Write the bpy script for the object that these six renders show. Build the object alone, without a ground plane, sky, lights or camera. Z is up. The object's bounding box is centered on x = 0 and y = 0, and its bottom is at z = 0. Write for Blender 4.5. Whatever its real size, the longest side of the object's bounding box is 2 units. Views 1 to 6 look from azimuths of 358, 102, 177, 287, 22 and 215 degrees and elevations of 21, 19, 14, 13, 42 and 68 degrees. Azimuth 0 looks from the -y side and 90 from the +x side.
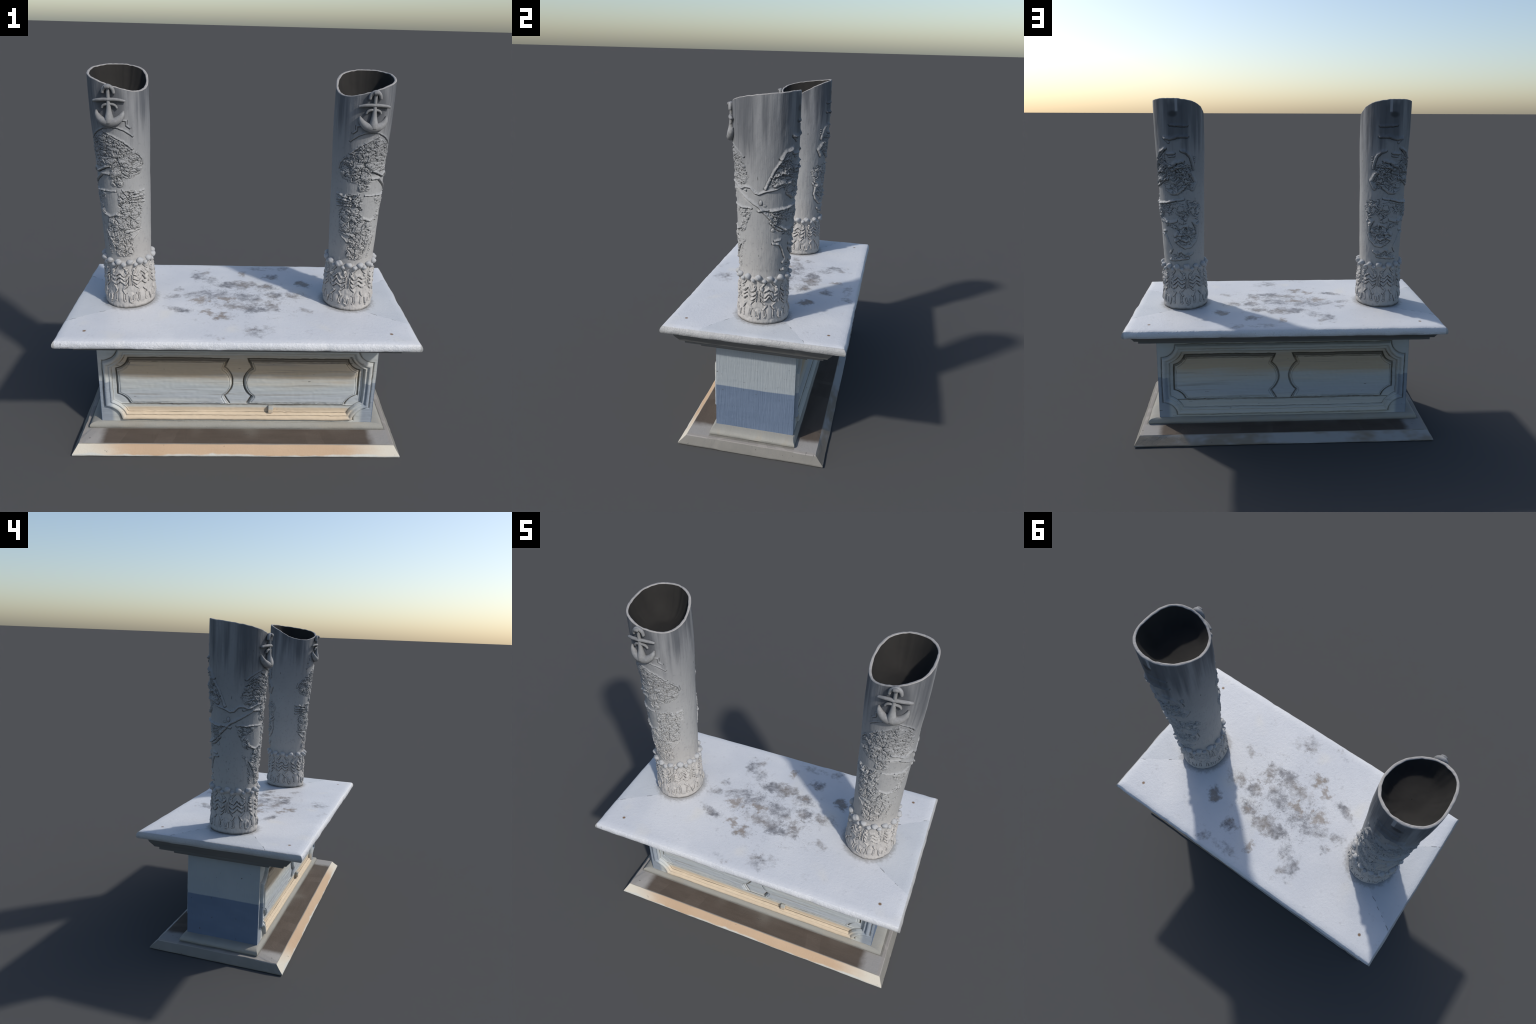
import bpy, bmesh, math
import numpy as np

# ------------------------------------------------------------------ helpers
def new_mesh(name, verts, faces, mat=None, smooth=True, parent=None):
    me = bpy.data.meshes.new(name)
    me.from_pydata([tuple(v) for v in verts], [], [tuple(f) for f in faces])
    me.update()
    if smooth:
        me.polygons.foreach_set("use_smooth", [True] * len(me.polygons))
    if mat: me.materials.append(mat)
    ob = bpy.data.objects.new(name, me)
    bpy.context.collection.objects.link(ob)
    if parent: ob.parent = parent
    return ob

def grid_mesh(name, V, mat, parent, wrap=True, flip=False):
    """V: (rows, cols, 3) array of points -> quad mesh."""
    R, C = V.shape[:2]
    me = bpy.data.meshes.new(name)
    idx = np.arange(R * C).reshape(R, C)
    if wrap:
        idx = np.concatenate([idx, idx[:, :1]], 1)
    a, b, c, d = idx[:-1, :-1], idx[:-1, 1:], idx[1:, 1:], idx[1:, :-1]
    q = np.stack([a, b, c, d] if not flip else [a, d, c, b], -1).reshape(-1, 4)
    n = len(q)
    me.vertices.add(R * C); me.vertices.foreach_set("co", V.reshape(-1).astype(np.float32))
    me.loops.add(n * 4); me.loops.foreach_set("vertex_index", q.reshape(-1).astype(np.int32))
    me.polygons.add(n); me.polygons.foreach_set("loop_start", np.arange(0, n * 4, 4, dtype=np.int32))
    me.polygons.foreach_set("use_smooth", np.ones(n, bool))
    me.update(calc_edges=True); me.validate()
    me.materials.append(mat)
    ob = bpy.data.objects.new(name, me)
    bpy.context.collection.objects.link(ob)
    if parent: ob.parent = parent
    return ob

def sstep(a, b, x):
    t = np.clip((x - a) / (b - a), 0, 1)
    return t * t * (3 - 2 * t)

def vnoise(u, v, seed, wrap_u=None):
    """2D value noise on a unit lattice; wrap_u = integer period in u."""
    rng = np.random.default_rng(seed)
    T = rng.uniform(-1, 1, (257, 257))
    iu, iv = np.floor(u).astype(int), np.floor(v).astype(int)
    fu, fv = u - iu, v - iv
    fu = fu * fu * (3 - 2 * fu); fv = fv * fv * (3 - 2 * fv)
    P = wrap_u or 256
    g = lambda a, b: T[a % P, b % 256]
    return (g(iu, iv) * (1 - fu) + g(iu + 1, iv) * fu) * (1 - fv) + (g(iu, iv + 1) * (1 - fu) + g(iu + 1, iv + 1) * fu) * fv

def cells(u, v, seed, wrap_u):
    """Voronoi on jittered lattice -> F1, F2, random value per nearest cell, offset to its centre."""
    rng = np.random.default_rng(seed)
    J = rng.uniform(0.08, 0.92, (257, 257, 2)); Rn = rng.uniform(0, 1, (257, 257, 3))
    iu, iv = np.floor(u).astype(int), np.floor(v).astype(int)
    F1 = np.full(u.shape, 9.); F2 = F1.copy(); val = np.zeros(u.shape + (3,)); du = F1 * 0; dv = F1 * 0
    for a in (-1, 0, 1):
        for b in (-1, 0, 1):
            k, l = (iu + a) % wrap_u, (iv + b) % 256
            x = iu + a + J[k, l, 0] - u; y = iv + b + J[k, l, 1] - v
            d = np.hypot(x, y)
            near = d < F1
            F2 = np.where(near, F1, np.minimum(F2, d))
            F1 = np.where(near, d, F1)
            val[near] = Rn[k, l][near]
            du = np.where(near, x, du); dv = np.where(near, y, dv)
    return F1, F2, val, du, dv

# ------------------------------------------------------------------ shader helper
class Mat:
    def __init__(s, name, rough=0.75, spec=0.3):
        s.m = bpy.data.materials.new(name); s.m.use_nodes = True
        s.nt = s.m.node_tree; s.N = s.nt.nodes; s.L = s.nt.links
        s.b = s.N["Principled BSDF"]; s.b.inputs["Roughness"].default_value = rough
        s.b.inputs["Specular IOR Level"].default_value = spec
        s.tc = s.N.new("ShaderNodeTexCoord"); s.obj = s.tc.outputs["Object"]
        sp = s.N.new("ShaderNodeSeparateXYZ"); s.L.new(s.obj, sp.inputs[0])
        s.x, s.y, s.z = sp.outputs
    def link(s, v, sock):
        if isinstance(v, (int, float)): sock.default_value = v
        elif isinstance(v, tuple): sock.default_value = (*v, 1) if len(v) == 3 and len(sock.default_value) == 4 else v
        else: s.L.new(v, sock)
    def math(s, op, a, b=0.0, c=0.0, clamp=False):
        n = s.N.new("ShaderNodeMath"); n.operation = op; n.use_clamp = clamp
        for v, i in zip((a, b, c), n.inputs): s.link(v, i)
        return n.outputs[0]
    def mapr(s, v, a, b, lo=0.0, hi=1.0):
        n = s.N.new("ShaderNodeMapRange"); n.interpolation_type = "SMOOTHSTEP"
        for val, k in ((v, 0), (a, 1), (b, 2), (lo, 3), (hi, 4)): s.link(val, n.inputs[k])
        return n.outputs[0]
    def noise(s, scale, detail=4, rough=0.55, stretch=(1, 1, 1), off=(0, 0, 0), vec=None):
        mp = s.N.new("ShaderNodeMapping"); s.L.new(vec or s.obj, mp.inputs[0])
        mp.inputs["Scale"].default_value = stretch; mp.inputs["Location"].default_value = off
        n = s.N.new("ShaderNodeTexNoise"); s.L.new(mp.outputs[0], n.inputs["Vector"])
        n.inputs["Scale"].default_value = scale; n.inputs["Detail"].default_value = detail
        n.inputs["Roughness"].default_value = rough
        return n.outputs["Fac"]
    def mix(s, f, a, b, mode="MIX"):
        n = s.N.new("ShaderNodeMix"); n.data_type = "RGBA"; n.blend_type = mode
        s.link(f, n.inputs[0]); s.link(a, n.inputs[6]); s.link(b, n.inputs[7])
        return n.outputs[2]
    def ramp(s, f, stops):
        n = s.N.new("ShaderNodeValToRGB"); e = n.color_ramp.elements
        while len(e) < len(stops): e.new(0.5)
        for k, (p, c) in zip(e, stops): k.position = p; k.color = (*c, 1)
        s.link(f, n.inputs[0]); return n.outputs[0]
    def mul(s, a, b): return s.math("MULTIPLY", a, b)
    def bump(s, h, strength=0.3, dist=0.004):
        n = s.N.new("ShaderNodeBump"); n.inputs["Strength"].default_value = strength
        n.inputs["Distance"].default_value = dist
        s.L.new(h, n.inputs["Height"]); s.L.new(n.outputs[0], s.b.inputs["Normal"])
    def out(s, col): s.link(col, s.b.inputs["Base Color"]); return s.m

def blob(M, cx, cy, rx, ry, warp):
    """soft elliptical stain mask on the slab top, its rim broken up by a noise value"""
    wx, wy = warp or (M.x, M.y)
    a = M.math("DIVIDE", M.math("SUBTRACT", wx, cx), rx); b = M.math("DIVIDE", M.math("SUBTRACT", wy, cy), ry)
    d = M.math("SQRT", M.math("ADD", M.mul(a, a), M.mul(b, b)))
    return M.math("SUBTRACT", 1.0, d)

# ------------------------------------------------------------------ materials
def slab_material():
    M = Mat("white_marble_slab", 0.5, 0.4)
    tint = M.noise(3.5, 3, 0.5)
    col = M.mix(M.mapr(tint, 0.35, 0.65), (0.525, 0.54, 0.57), (0.575, 0.585, 0.605))
    # yellowish bloom, faint
    col = M.mix(M.mul(M.mapr(M.noise(4.0, 2, 0.5, off=(3, 1, 0)), 0.58, 0.75), 0.5), col, (0.62, 0.60, 0.55))
    fine = M.noise(170, 3, 0.7)
    col = M.mix(M.mul(M.mapr(fine, 0.55, 0.8), 0.35), col, (0.33, 0.34, 0.37))
    top = M.mapr(M.z, 0.7505, 0.7545)
    # repaired wedges at both short ends: between two lines running out from the vase foot
    ax = M.math("ABSOLUTE", M.x)
    half = M.math("ADD", M.math("MULTIPLY", M.math("SUBTRACT", ax, 0.69), 0.66), 0.155)
    wn = M.mul(M.math("SUBTRACT", M.noise(25, 3), 0.5), 0.02)
    edge = M.math("SUBTRACT", half, M.math("ADD", M.math("ABSOLUTE", M.y), wn))
    wedge = M.mul(M.mul(M.mapr(edge, -0.003, 0.004), M.mapr(ax, 0.66, 0.70)), top)
    col = M.mix(M.mul(wedge, 0.45), col, (0.40, 0.43, 0.46))
    crack = M.mul(M.mul(M.mapr(M.math("ABSOLUTE", edge), 0.0035, 0.0012), M.mapr(M.noise(30, 2, off=(5, 5, 5)), 0.52, 0.6)), M.mul(M.mapr(ax, 0.70, 0.73), top))
    col = M.mix(M.mul(crack, 0.8), col, (0.10, 0.10, 0.10))
    # dark lichen / soot spots, clustered where the water stands
    speck = M.noise(42, 7, 0.74)
    med = M.noise(13, 5, 0.6, off=(2, 7, 0))
    wv = (M.math("ADD", M.x, M.mul(M.math("SUBTRACT", M.noise(14, 4, .6, off=(3, 0, 1)), .5), .16)), M.math("ADD", M.y, M.mul(M.math("SUBTRACT", M.noise(14, 4, .6, off=(0, 5, 2)), .5), .16)))
    stains = STAINS
    dark = None; 
    for cx, cy, rx, ry, k in stains:
        m = M.math("MULTIPLY", M.mapr(blob(M, cx, cy, rx * 1.25, ry * 1.25, wv), 0.0, 0.8), k)
        dark = m if dark is None else M.math("MAXIMUM", dark, m)
    field = M.mapr(blob(M, 0.0, -0.01, 0.50, 0.46, None), 0.0, 0.6)
    hz = M.math("ADD", M.math("ADD", M.mul(dark, .62), M.mul(field, .12)), M.math("ADD", M.mul(M.math("SUBTRACT", speck, .5), 1.5), M.mul(M.math("SUBTRACT", med, .5), 0.9)))
    haze = M.mapr(hz, .10, .90)
    dots = M.noise(95, 4, .7, off=(6, 6, 0))
    dv = M.math("ADD", M.math("ADD", M.mul(dark, .34), M.mul(field, .24)), M.math("ADD", M.mul(M.math("SUBTRACT", dots, .5), 2.0), M.mul(M.math("SUBTRACT", med, .5), .8)))
    spot = M.mul(M.math("MAXIMUM", haze, M.mul(M.mapr(dv, .36, .72), .8)), top)
    scol = M.mix(M.mapr(M.noise(5, 2, off=(9, 0, 0)), 0.42, 0.6), (0.115, 0.115, 0.125), (0.17, 0.148, 0.13))
    col = M.mix(M.mul(spot, 0.9), col, scol)
    # warm brown patches
    warm = None
    for cx, cy, rx, ry in WARM:
        m = M.math("ADD", blob(M, cx, cy, rx, ry, wv), M.mul(M.math("SUBTRACT", speck, 0.5), 2.0))
        m = M.mapr(m, 0.05, 0.75)
        warm = m if warm is None else M.math("MAXIMUM", warm, m)
    col = M.mix(M.mul(M.mul(warm, top), 0.8), col, (0.24, 0.205, 0.175))
    # rust pin holes near the corners
    ay = M.math("ABSOLUTE", M.y)
    px = M.math("SUBTRACT", ax, 0.775); py = M.math("SUBTRACT", ay, 0.40)
    d = M.math("SQRT", M.math("ADD", M.mul(px, px), M.mul(py, py)))
    col = M.mix(M.mul(M.mapr(d, 0.012, 0.005), top), col, (0.20, 0.13, 0.08))
    # dark collar at the vase feet
    fx = M.math("DIVIDE", M.math("SUBTRACT", ax, 0.607), 0.139); fy = M.math("DIVIDE", M.y, 0.15)
    fr = M.math("SQRT", M.math("ADD", M.mul(fx, fx), M.mul(fy, fy)))
    fg = M.mapr(M.math("ADD", fr, M.mul(M.math("SUBTRACT", M.noise(45, 4, 0.65), 0.5), 0.5)), 1.22, 0.98)
    col = M.mix(M.mul(M.mul(fg, 0.5), top), col, (0.15, 0.14, 0.125))
    endm = M.mul(M.mapr(ax, 0.894, 0.900), M.math("SUBTRACT", 1.0, top))
    col = M.mix(M.mul(endm, .85), col, M.mix(M.noise(18, 4, .6), (.27, .27, .265), (.38, .38, .375)))
    # edge pits
    pit = M.mul(M.mapr(M.noise(90, 3, 0.6, off=(1, 2, 3)), 0.66, 0.74), M.math("SUBTRACT", 1.0, top))
    col = M.mix(M.mul(pit, 0.7), col, (0.16, 0.16, 0.16))
    h = M.math("ADD", fine, M.mul(M.noise(60, 4), 1.5))
    M.bump(M.math("ADD", M.mul(h, .5), M.mul(M.mul(M.noise(75, 4, .65, off=(7, 7, 7)), 2.5), M.math("SUBTRACT", 1.0, top))), 0.45, 0.0035)
    return M.out(col)

STAINS = [(.377, .209, .06, .07, 1.0), (.177, -.10, .07, .06, 1.0), (.206, .045, .06, .05, .9), (.158, .167, .07, .06, 1.0), (.036, .199, .06, .05, .9), (-.337, .117, .045, .035, .9),
          (-.251, .322, .07, .09, .85), (.086, -.392, .11, .08, .75), (-.096, -.221, .06, .05, .75), (.183, .311, .06, .05, 1.1), (.278, .436, .06, .04, .8), (-.13, -.443, .08, .05, .55),
          (-.327, -.15, .08, .05, .85), (.366, -.139, .06, .05, .7), (.322, .047, .06, .07, .75), (.096, -.139, .09, .05, .95), (.045, -.008, .12, .07, .8), (-.384, .01, .06, .05, .75),
          (-.044, .176, .10, .06, .85), (-.027, -.093, .14, .07, .65), (-.188, .255, .07, .06, .75), (.137, .427, .10, .05, .6), (-.12, .03, .12, .08, .7), (-.24, .04, .08, .06, .7)]
WARM = [(-.221, -.033, .065, .055), (-.082, -.002, .055, .045), (.001, .347, .048, .038), (.377, .209, .055, .045), (-.182, -.177, .045, .035), (-.096, -.221, .035, .028), (.158, .167, .035, .03)]

def body_material():
    M = Mat("baked_tint_limestone", 0.8, 0.25)
    ax = M.math("ABSOLUTE", M.x)
    front = M.mapr(M.y, 0.05, -0.05)
    st = M.noise(9, 5, 0.6, stretch=(0.12, 1, 3.2))
    st2 = M.noise(4, 3, 0.5, stretch=(0.5, 1, 4.0), off=(4, 0, 1))
    zz = M.math("ADD", M.z, M.math("ADD", M.mul(M.math("SUBTRACT", st, 0.5), 0.10), M.mul(M.math("SUBTRACT", st2, 0.5), 0.10)))
    t = M.mapr(zz, 0.10, 0.60); t = M.math("DIVIDE", M.math("SUBTRACT", zz, 0.10), 0.5, clamp=True)
    col = M.ramp(t, [(0.0, (.46, .45, .40)), (0.18, (.46, .47, .45)), (0.30, (.40, .43, .46)), (0.42, (.42, .45, .46)), (0.52, (.46, .46, .43)),
                     (0.61, (.46, .375, .27)), (0.76, (.42, .345, .255)), (0.9, (.42, .42, .39))])
    line = M.mapr(M.noise(16, 4, 0.6, stretch=(0.08, 1, 3.0), off=(0, 3, 7)), 0.56, 0.66)
    col = M.mix(M.mul(line, 0.5), col, (.24, .225, .20))
    # plain grey-blue towards the corners
    cor = M.mapr(ax, 0.60, 0.74)
    col = M.mix(M.mul(cor, 0.8), col, (.42, .45, .46))
    # peach bounce light tinted into the lower frame, front side
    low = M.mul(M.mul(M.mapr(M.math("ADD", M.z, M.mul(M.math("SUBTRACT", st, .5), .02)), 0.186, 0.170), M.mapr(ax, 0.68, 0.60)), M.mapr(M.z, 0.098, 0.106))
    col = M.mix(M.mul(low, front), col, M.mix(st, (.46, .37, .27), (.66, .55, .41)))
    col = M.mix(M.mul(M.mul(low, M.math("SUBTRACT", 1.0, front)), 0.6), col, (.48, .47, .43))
    # darker blue band around the ends
    wob = M.mul(M.math("SUBTRACT", M.noise(6, 3), 0.5), 0.012)
    band = M.mul(M.mapr(M.math("ADD", M.z, wob), 0.357, 0.350), M.mapr(ax, 0.69, 0.715))
    endz = M.mapr(ax, 0.764, 0.768)
    blue = M.mix(M.noise(5, 2, stretch=(1, 1, 2.5)), (.105, .145, .215), (.145, .19, .27))
    col = M.mix(M.mul(endz, 0.9), col, M.mix(M.noise(5, 3), (.25, .29, .325), (.335, .365, .385)))
    col = M.mix(M.mul(band, M.mapr(endz, 0, 1, 0.55, 1.0)), col, blue)
    # groove shading drawn in dark brown along the sunk mouldings
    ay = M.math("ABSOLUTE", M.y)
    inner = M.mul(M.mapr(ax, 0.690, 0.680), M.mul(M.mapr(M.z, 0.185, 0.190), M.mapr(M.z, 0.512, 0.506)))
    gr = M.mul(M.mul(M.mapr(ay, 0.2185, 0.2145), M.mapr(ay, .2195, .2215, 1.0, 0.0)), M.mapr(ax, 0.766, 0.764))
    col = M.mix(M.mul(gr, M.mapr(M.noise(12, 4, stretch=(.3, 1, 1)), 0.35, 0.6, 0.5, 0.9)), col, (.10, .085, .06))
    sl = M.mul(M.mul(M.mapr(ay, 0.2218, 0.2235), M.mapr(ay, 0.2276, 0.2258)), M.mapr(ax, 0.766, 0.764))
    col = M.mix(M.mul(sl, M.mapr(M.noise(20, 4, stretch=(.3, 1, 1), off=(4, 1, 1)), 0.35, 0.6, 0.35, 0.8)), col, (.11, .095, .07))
    # occlusion painted brown below the upper ledges of the sunk borders
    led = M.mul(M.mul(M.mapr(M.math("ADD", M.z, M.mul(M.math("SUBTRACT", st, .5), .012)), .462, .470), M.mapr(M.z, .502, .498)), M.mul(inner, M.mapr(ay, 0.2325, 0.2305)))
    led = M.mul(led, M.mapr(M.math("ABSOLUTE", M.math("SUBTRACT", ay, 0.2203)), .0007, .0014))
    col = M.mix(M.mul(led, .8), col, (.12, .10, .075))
    fl = M.mapr(M.noise(38, 3, 0.6, stretch=(.35, 1, 1.5), off=(8, 8, 8)), 0.70, 0.73)
    col = M.mix(M.mul(fl, 0.75), col, (.07, .065, .06))
    flat = M.noise(70, 3, .6, stretch=(.12, 1, 1)); upr = M.noise(130, 3, .6, stretch=(1, 1, .06))
    grain = M.math("ADD", M.mul(flat, M.math("SUBTRACT", 1.0, endz)), M.mul(upr, M.mul(endz, 1.6)))
    M.bump(M.math("ADD", grain, M.mul(st, 1.5)), 0.5, 0.004)
    return M.out(col)

def plinth_material():
    M = Mat("weathered_base_stone", 0.85, 0.2)
    ax = M.math("ABSOLUTE", M.x); ay = M.math("ABSOLUTE", M.y)
    st = M.noise(10, 5, 0.6, stretch=(0.25, 1, 1))
    n = M.noise(6, 4, 0.6)
    col = M.mix(n, (.155, .15, .135), (.225, .215, .195))
    geo = M.N.new("ShaderNodeNewGeometry"); sp = M.N.new("ShaderNodeSeparateXYZ"); M.L.new(geo.outputs["Normal"], sp.inputs[0])
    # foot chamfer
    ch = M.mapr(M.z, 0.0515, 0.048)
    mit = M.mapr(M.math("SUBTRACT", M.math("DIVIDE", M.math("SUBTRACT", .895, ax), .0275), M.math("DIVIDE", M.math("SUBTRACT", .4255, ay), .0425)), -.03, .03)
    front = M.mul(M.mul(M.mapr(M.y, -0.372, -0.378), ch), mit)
    peach = M.mix(M.mapr(M.math("ADD", M.mul(M.math("SUBTRACT", st, 0.5), .25), ax), 0.55, 0.85), M.mix(st, (.42, .29, .185), (.51, .375, .26)), (.56, .52, .44))  # warm reflected light put into the front chamfer colour
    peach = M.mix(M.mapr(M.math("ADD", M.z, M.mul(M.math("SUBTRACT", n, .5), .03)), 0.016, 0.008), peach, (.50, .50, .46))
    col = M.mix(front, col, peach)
    back = M.mul(M.mul(M.mapr(M.y, 0.372, 0.378), ch), mit)
    bp = M.mix(M.mapr(M.noise(3.2, 3, 0.6, off=(2.5, 0, 0), stretch=(1, 1, 3)), 0.42, 0.60), (.30, .305, .31), (.215, .185, .15))
    col = M.mix(back, col, bp)
    # tread colour darkened with baked-in shade on the two long sides, stopping short of the ends
    tread = M.mul(M.mul(M.mapr(ay, 0.250, 0.256), M.mapr(ay, 0.381, 0.3775)), M.mapr(M.z, 0.046, 0.0505))
    tw = M.mul(M.math("SUBTRACT", M.noise(14, 4), .5), .05)
    dk = M.mul(tread, M.mapr(M.math("ADD", ax, tw), 0.775, 0.72))
    col = M.mix(M.mul(tread, .9), col, (.29, .28, .27))
    dcol = M.mix(M.noise(14, 5, .65, stretch=(.3, 1.4, 1)), (.065, .052, .043), (.115, .093, .077))
    col = M.mix(dk, col, dcol)
    tip = M.mul(M.mapr(ax, 0.845, 0.85), M.mapr(M.z, 0.0485, 0.051))
    col = M.mix(M.mul(tip, .8), col, (.29, .27, .25))
    # upper torus step
    stp = M.mapr(M.z, 0.053, 0.056)
    col = M.mix(M.mul(stp, 0.9), col, M.mix(st, (.25, .245, .22), (.34, .335, .305)))
    col = M.mix(M.mul(stp, M.mul(M.mapr(M.noise(9, 3, stretch=(.4, 1, 1), off=(5, 5, 1)), .5, .6), .4)), col, (.30, .27, .22))
    chip = M.mapr(M.noise(45, 3, .6, stretch=(.4, 1, 1), off=(1, 9, 2)), .71, .74)
    col = M.mix(M.mul(chip, .8), col, (.07, .065, .06))
    M.bump(M.math("ADD", M.noise(90, 4, .6), M.mul(st, 1.5)), .4, .0035)
    return M.out(col)

def cornice_material():
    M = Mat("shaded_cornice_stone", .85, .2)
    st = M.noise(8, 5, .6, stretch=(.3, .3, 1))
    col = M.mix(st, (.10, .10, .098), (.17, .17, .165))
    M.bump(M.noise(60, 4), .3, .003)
    return M.out(col)

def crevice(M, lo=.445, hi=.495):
    """crease occlusion coloured into the cut lines, broken up so it comes and goes"""
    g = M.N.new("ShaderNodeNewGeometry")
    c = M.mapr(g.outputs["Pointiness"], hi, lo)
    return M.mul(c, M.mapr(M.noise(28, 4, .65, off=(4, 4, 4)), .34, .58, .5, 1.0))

def vase_material():
    M = Mat("weathered_white_stone", .64, .35)
    n = M.noise(7, 4, .55)
    col = M.mix(n, (.262, .266, .27), (.35, .353, .354))
    # faint warm blush low on the wall
    col = M.mix(M.mul(M.mapr(M.math("ADD", M.z, M.mul(n, .3)), 0.75, 0.30), .75), col, M.mix(M.noise(5, 2, off=(1, 1, 1)), (.395, .39, .377), (.415, .382, .357)))
    col = M.mix(M.mul(M.mapr(M.noise(55, 5, .7, off=(2, 9, 4)), .52, .70), .45), col, (.17, .172, .178))
    # rain streaks hanging from the lip: long vertical noise, dying out downwards
    sk = M.noise(34, 4, .6, stretch=(1, 1, .04)); sk2 = M.noise(10, 3, .55, stretch=(1, 1, .13), off=(3, 2, 0))
    drop = M.math("ADD", M.mul(M.math("SUBTRACT", sk, .5), 1.3), M.mul(M.math("SUBTRACT", sk2, .5), 2.0))
    reach = M.mapr(M.z, 0.62, 1.25, -0.40, 0.55)
    soot = M.mapr(M.math("ADD", drop, reach), 0.10, 0.80)
    wash = M.mapr(M.z, 0.55, 1.10)
    col = M.mix(M.mul(wash, .66), col, (.16, .167, .18))
    col = M.mix(M.mul(soot, .78), col, (.06, .066, .078))
    # ambient shadow of the anchor painted on the wall, running down in tails
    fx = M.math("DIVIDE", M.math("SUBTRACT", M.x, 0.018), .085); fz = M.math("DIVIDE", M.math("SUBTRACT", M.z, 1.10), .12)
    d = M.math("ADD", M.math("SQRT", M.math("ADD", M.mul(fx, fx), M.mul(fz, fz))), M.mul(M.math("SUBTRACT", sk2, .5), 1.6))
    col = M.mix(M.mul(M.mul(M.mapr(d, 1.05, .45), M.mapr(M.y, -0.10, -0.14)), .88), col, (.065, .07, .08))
    # rear: soot pocket of an old fixing, in a darker washed field
    fx = M.math("DIVIDE", M.math("SUBTRACT", M.x, 0.004), .055); fz = M.math("DIVIDE", M.math("SUBTRACT", M.z, 1.135), .11)
    d = M.math("ADD", M.math("MAXIMUM", M.math("ABSOLUTE", fx), M.math("ABSOLUTE", fz)), M.mul(M.math("SUBTRACT", sk2, .5), 1.1))
    rear = M.mapr(M.y, 0.10, 0.14)
    col = M.mix(M.mul(M.mul(M.mapr(d, 1.1, .7), rear), .72), col, (.06, .066, .078))
    fx = M.math("DIVIDE", M.math("SUBTRACT", M.x, 0.019), .020); fz = M.math("DIVIDE", M.math("SUBTRACT", M.z, 1.170), .014)
    d = M.math("SQRT", M.math("ADD", M.mul(fx, fx), M.mul(fz, fz)))
    col = M.mix(M.mul(M.mul(M.mapr(M.math("ADD", d, M.mul(M.math("SUBTRACT", n, .5), 1.5)), 1.6, .5), rear), .9), col, (.03, .032, .035))
    bar = M.mul(M.mul(M.mapr(M.math("ABSOLUTE", M.math("ADD", M.x, .003)), .0085, .006), rear), M.mapr(M.z, 1.180, 1.190))
    col = M.mix(M.mul(bar, .8), col, (.29, .30, .32))
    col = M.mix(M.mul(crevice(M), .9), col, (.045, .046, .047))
    # contact shadow baked into the colour at the foot
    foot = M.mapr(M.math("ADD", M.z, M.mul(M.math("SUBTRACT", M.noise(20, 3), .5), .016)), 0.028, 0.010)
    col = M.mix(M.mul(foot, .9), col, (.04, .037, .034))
    # black scratches
    fl = M.mapr(M.noise(30, 2, .6, stretch=(1, 1, .35), off=(8, 3, 8)), .735, .75)
    col = M.mix(M.mul(fl, .7), col, (.06, .06, .06))
    grain = M.noise(150, 3, .6, stretch=(1, 1, .05))
    M.bump(M.math("ADD", grain, M.mul(M.noise(150, 3), .4)), .5, .003)
    return M.out(col)

def carving_material(name, dark):
    M = Mat(name, .7, .3)
    n = M.noise(22, 4, .6)
    col = M.mix(n, tuple(c * dark for c in (.36, .37, .385)), tuple(c * dark for c in (.50, .505, .51)))
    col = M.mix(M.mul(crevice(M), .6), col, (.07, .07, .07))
    M.bump(M.noise(120, 3), .3, .002)
    return M.out(col)

def hollow_material():
    M = Mat("dark_inner_stone", .9, .15)
    col = M.mix(M.noise(14, 4), (.017, .0165, .016), (.028, .0265, .0245))
    rim = M.math("SUBTRACT", M.z, 0.0)
    M.bump(M.noise(40, 4), .3, .004)
    return M.out(col)

def rim_material():
    M = Mat("worn_lip_stone", .8, .25)
    col = M.mix(M.noise(40, 4, .65), (.20, .196, .192), (.37, .358, .35))
    M.bump(M.noise(90, 3), .4, .003)
    return M.out(col)

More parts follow.
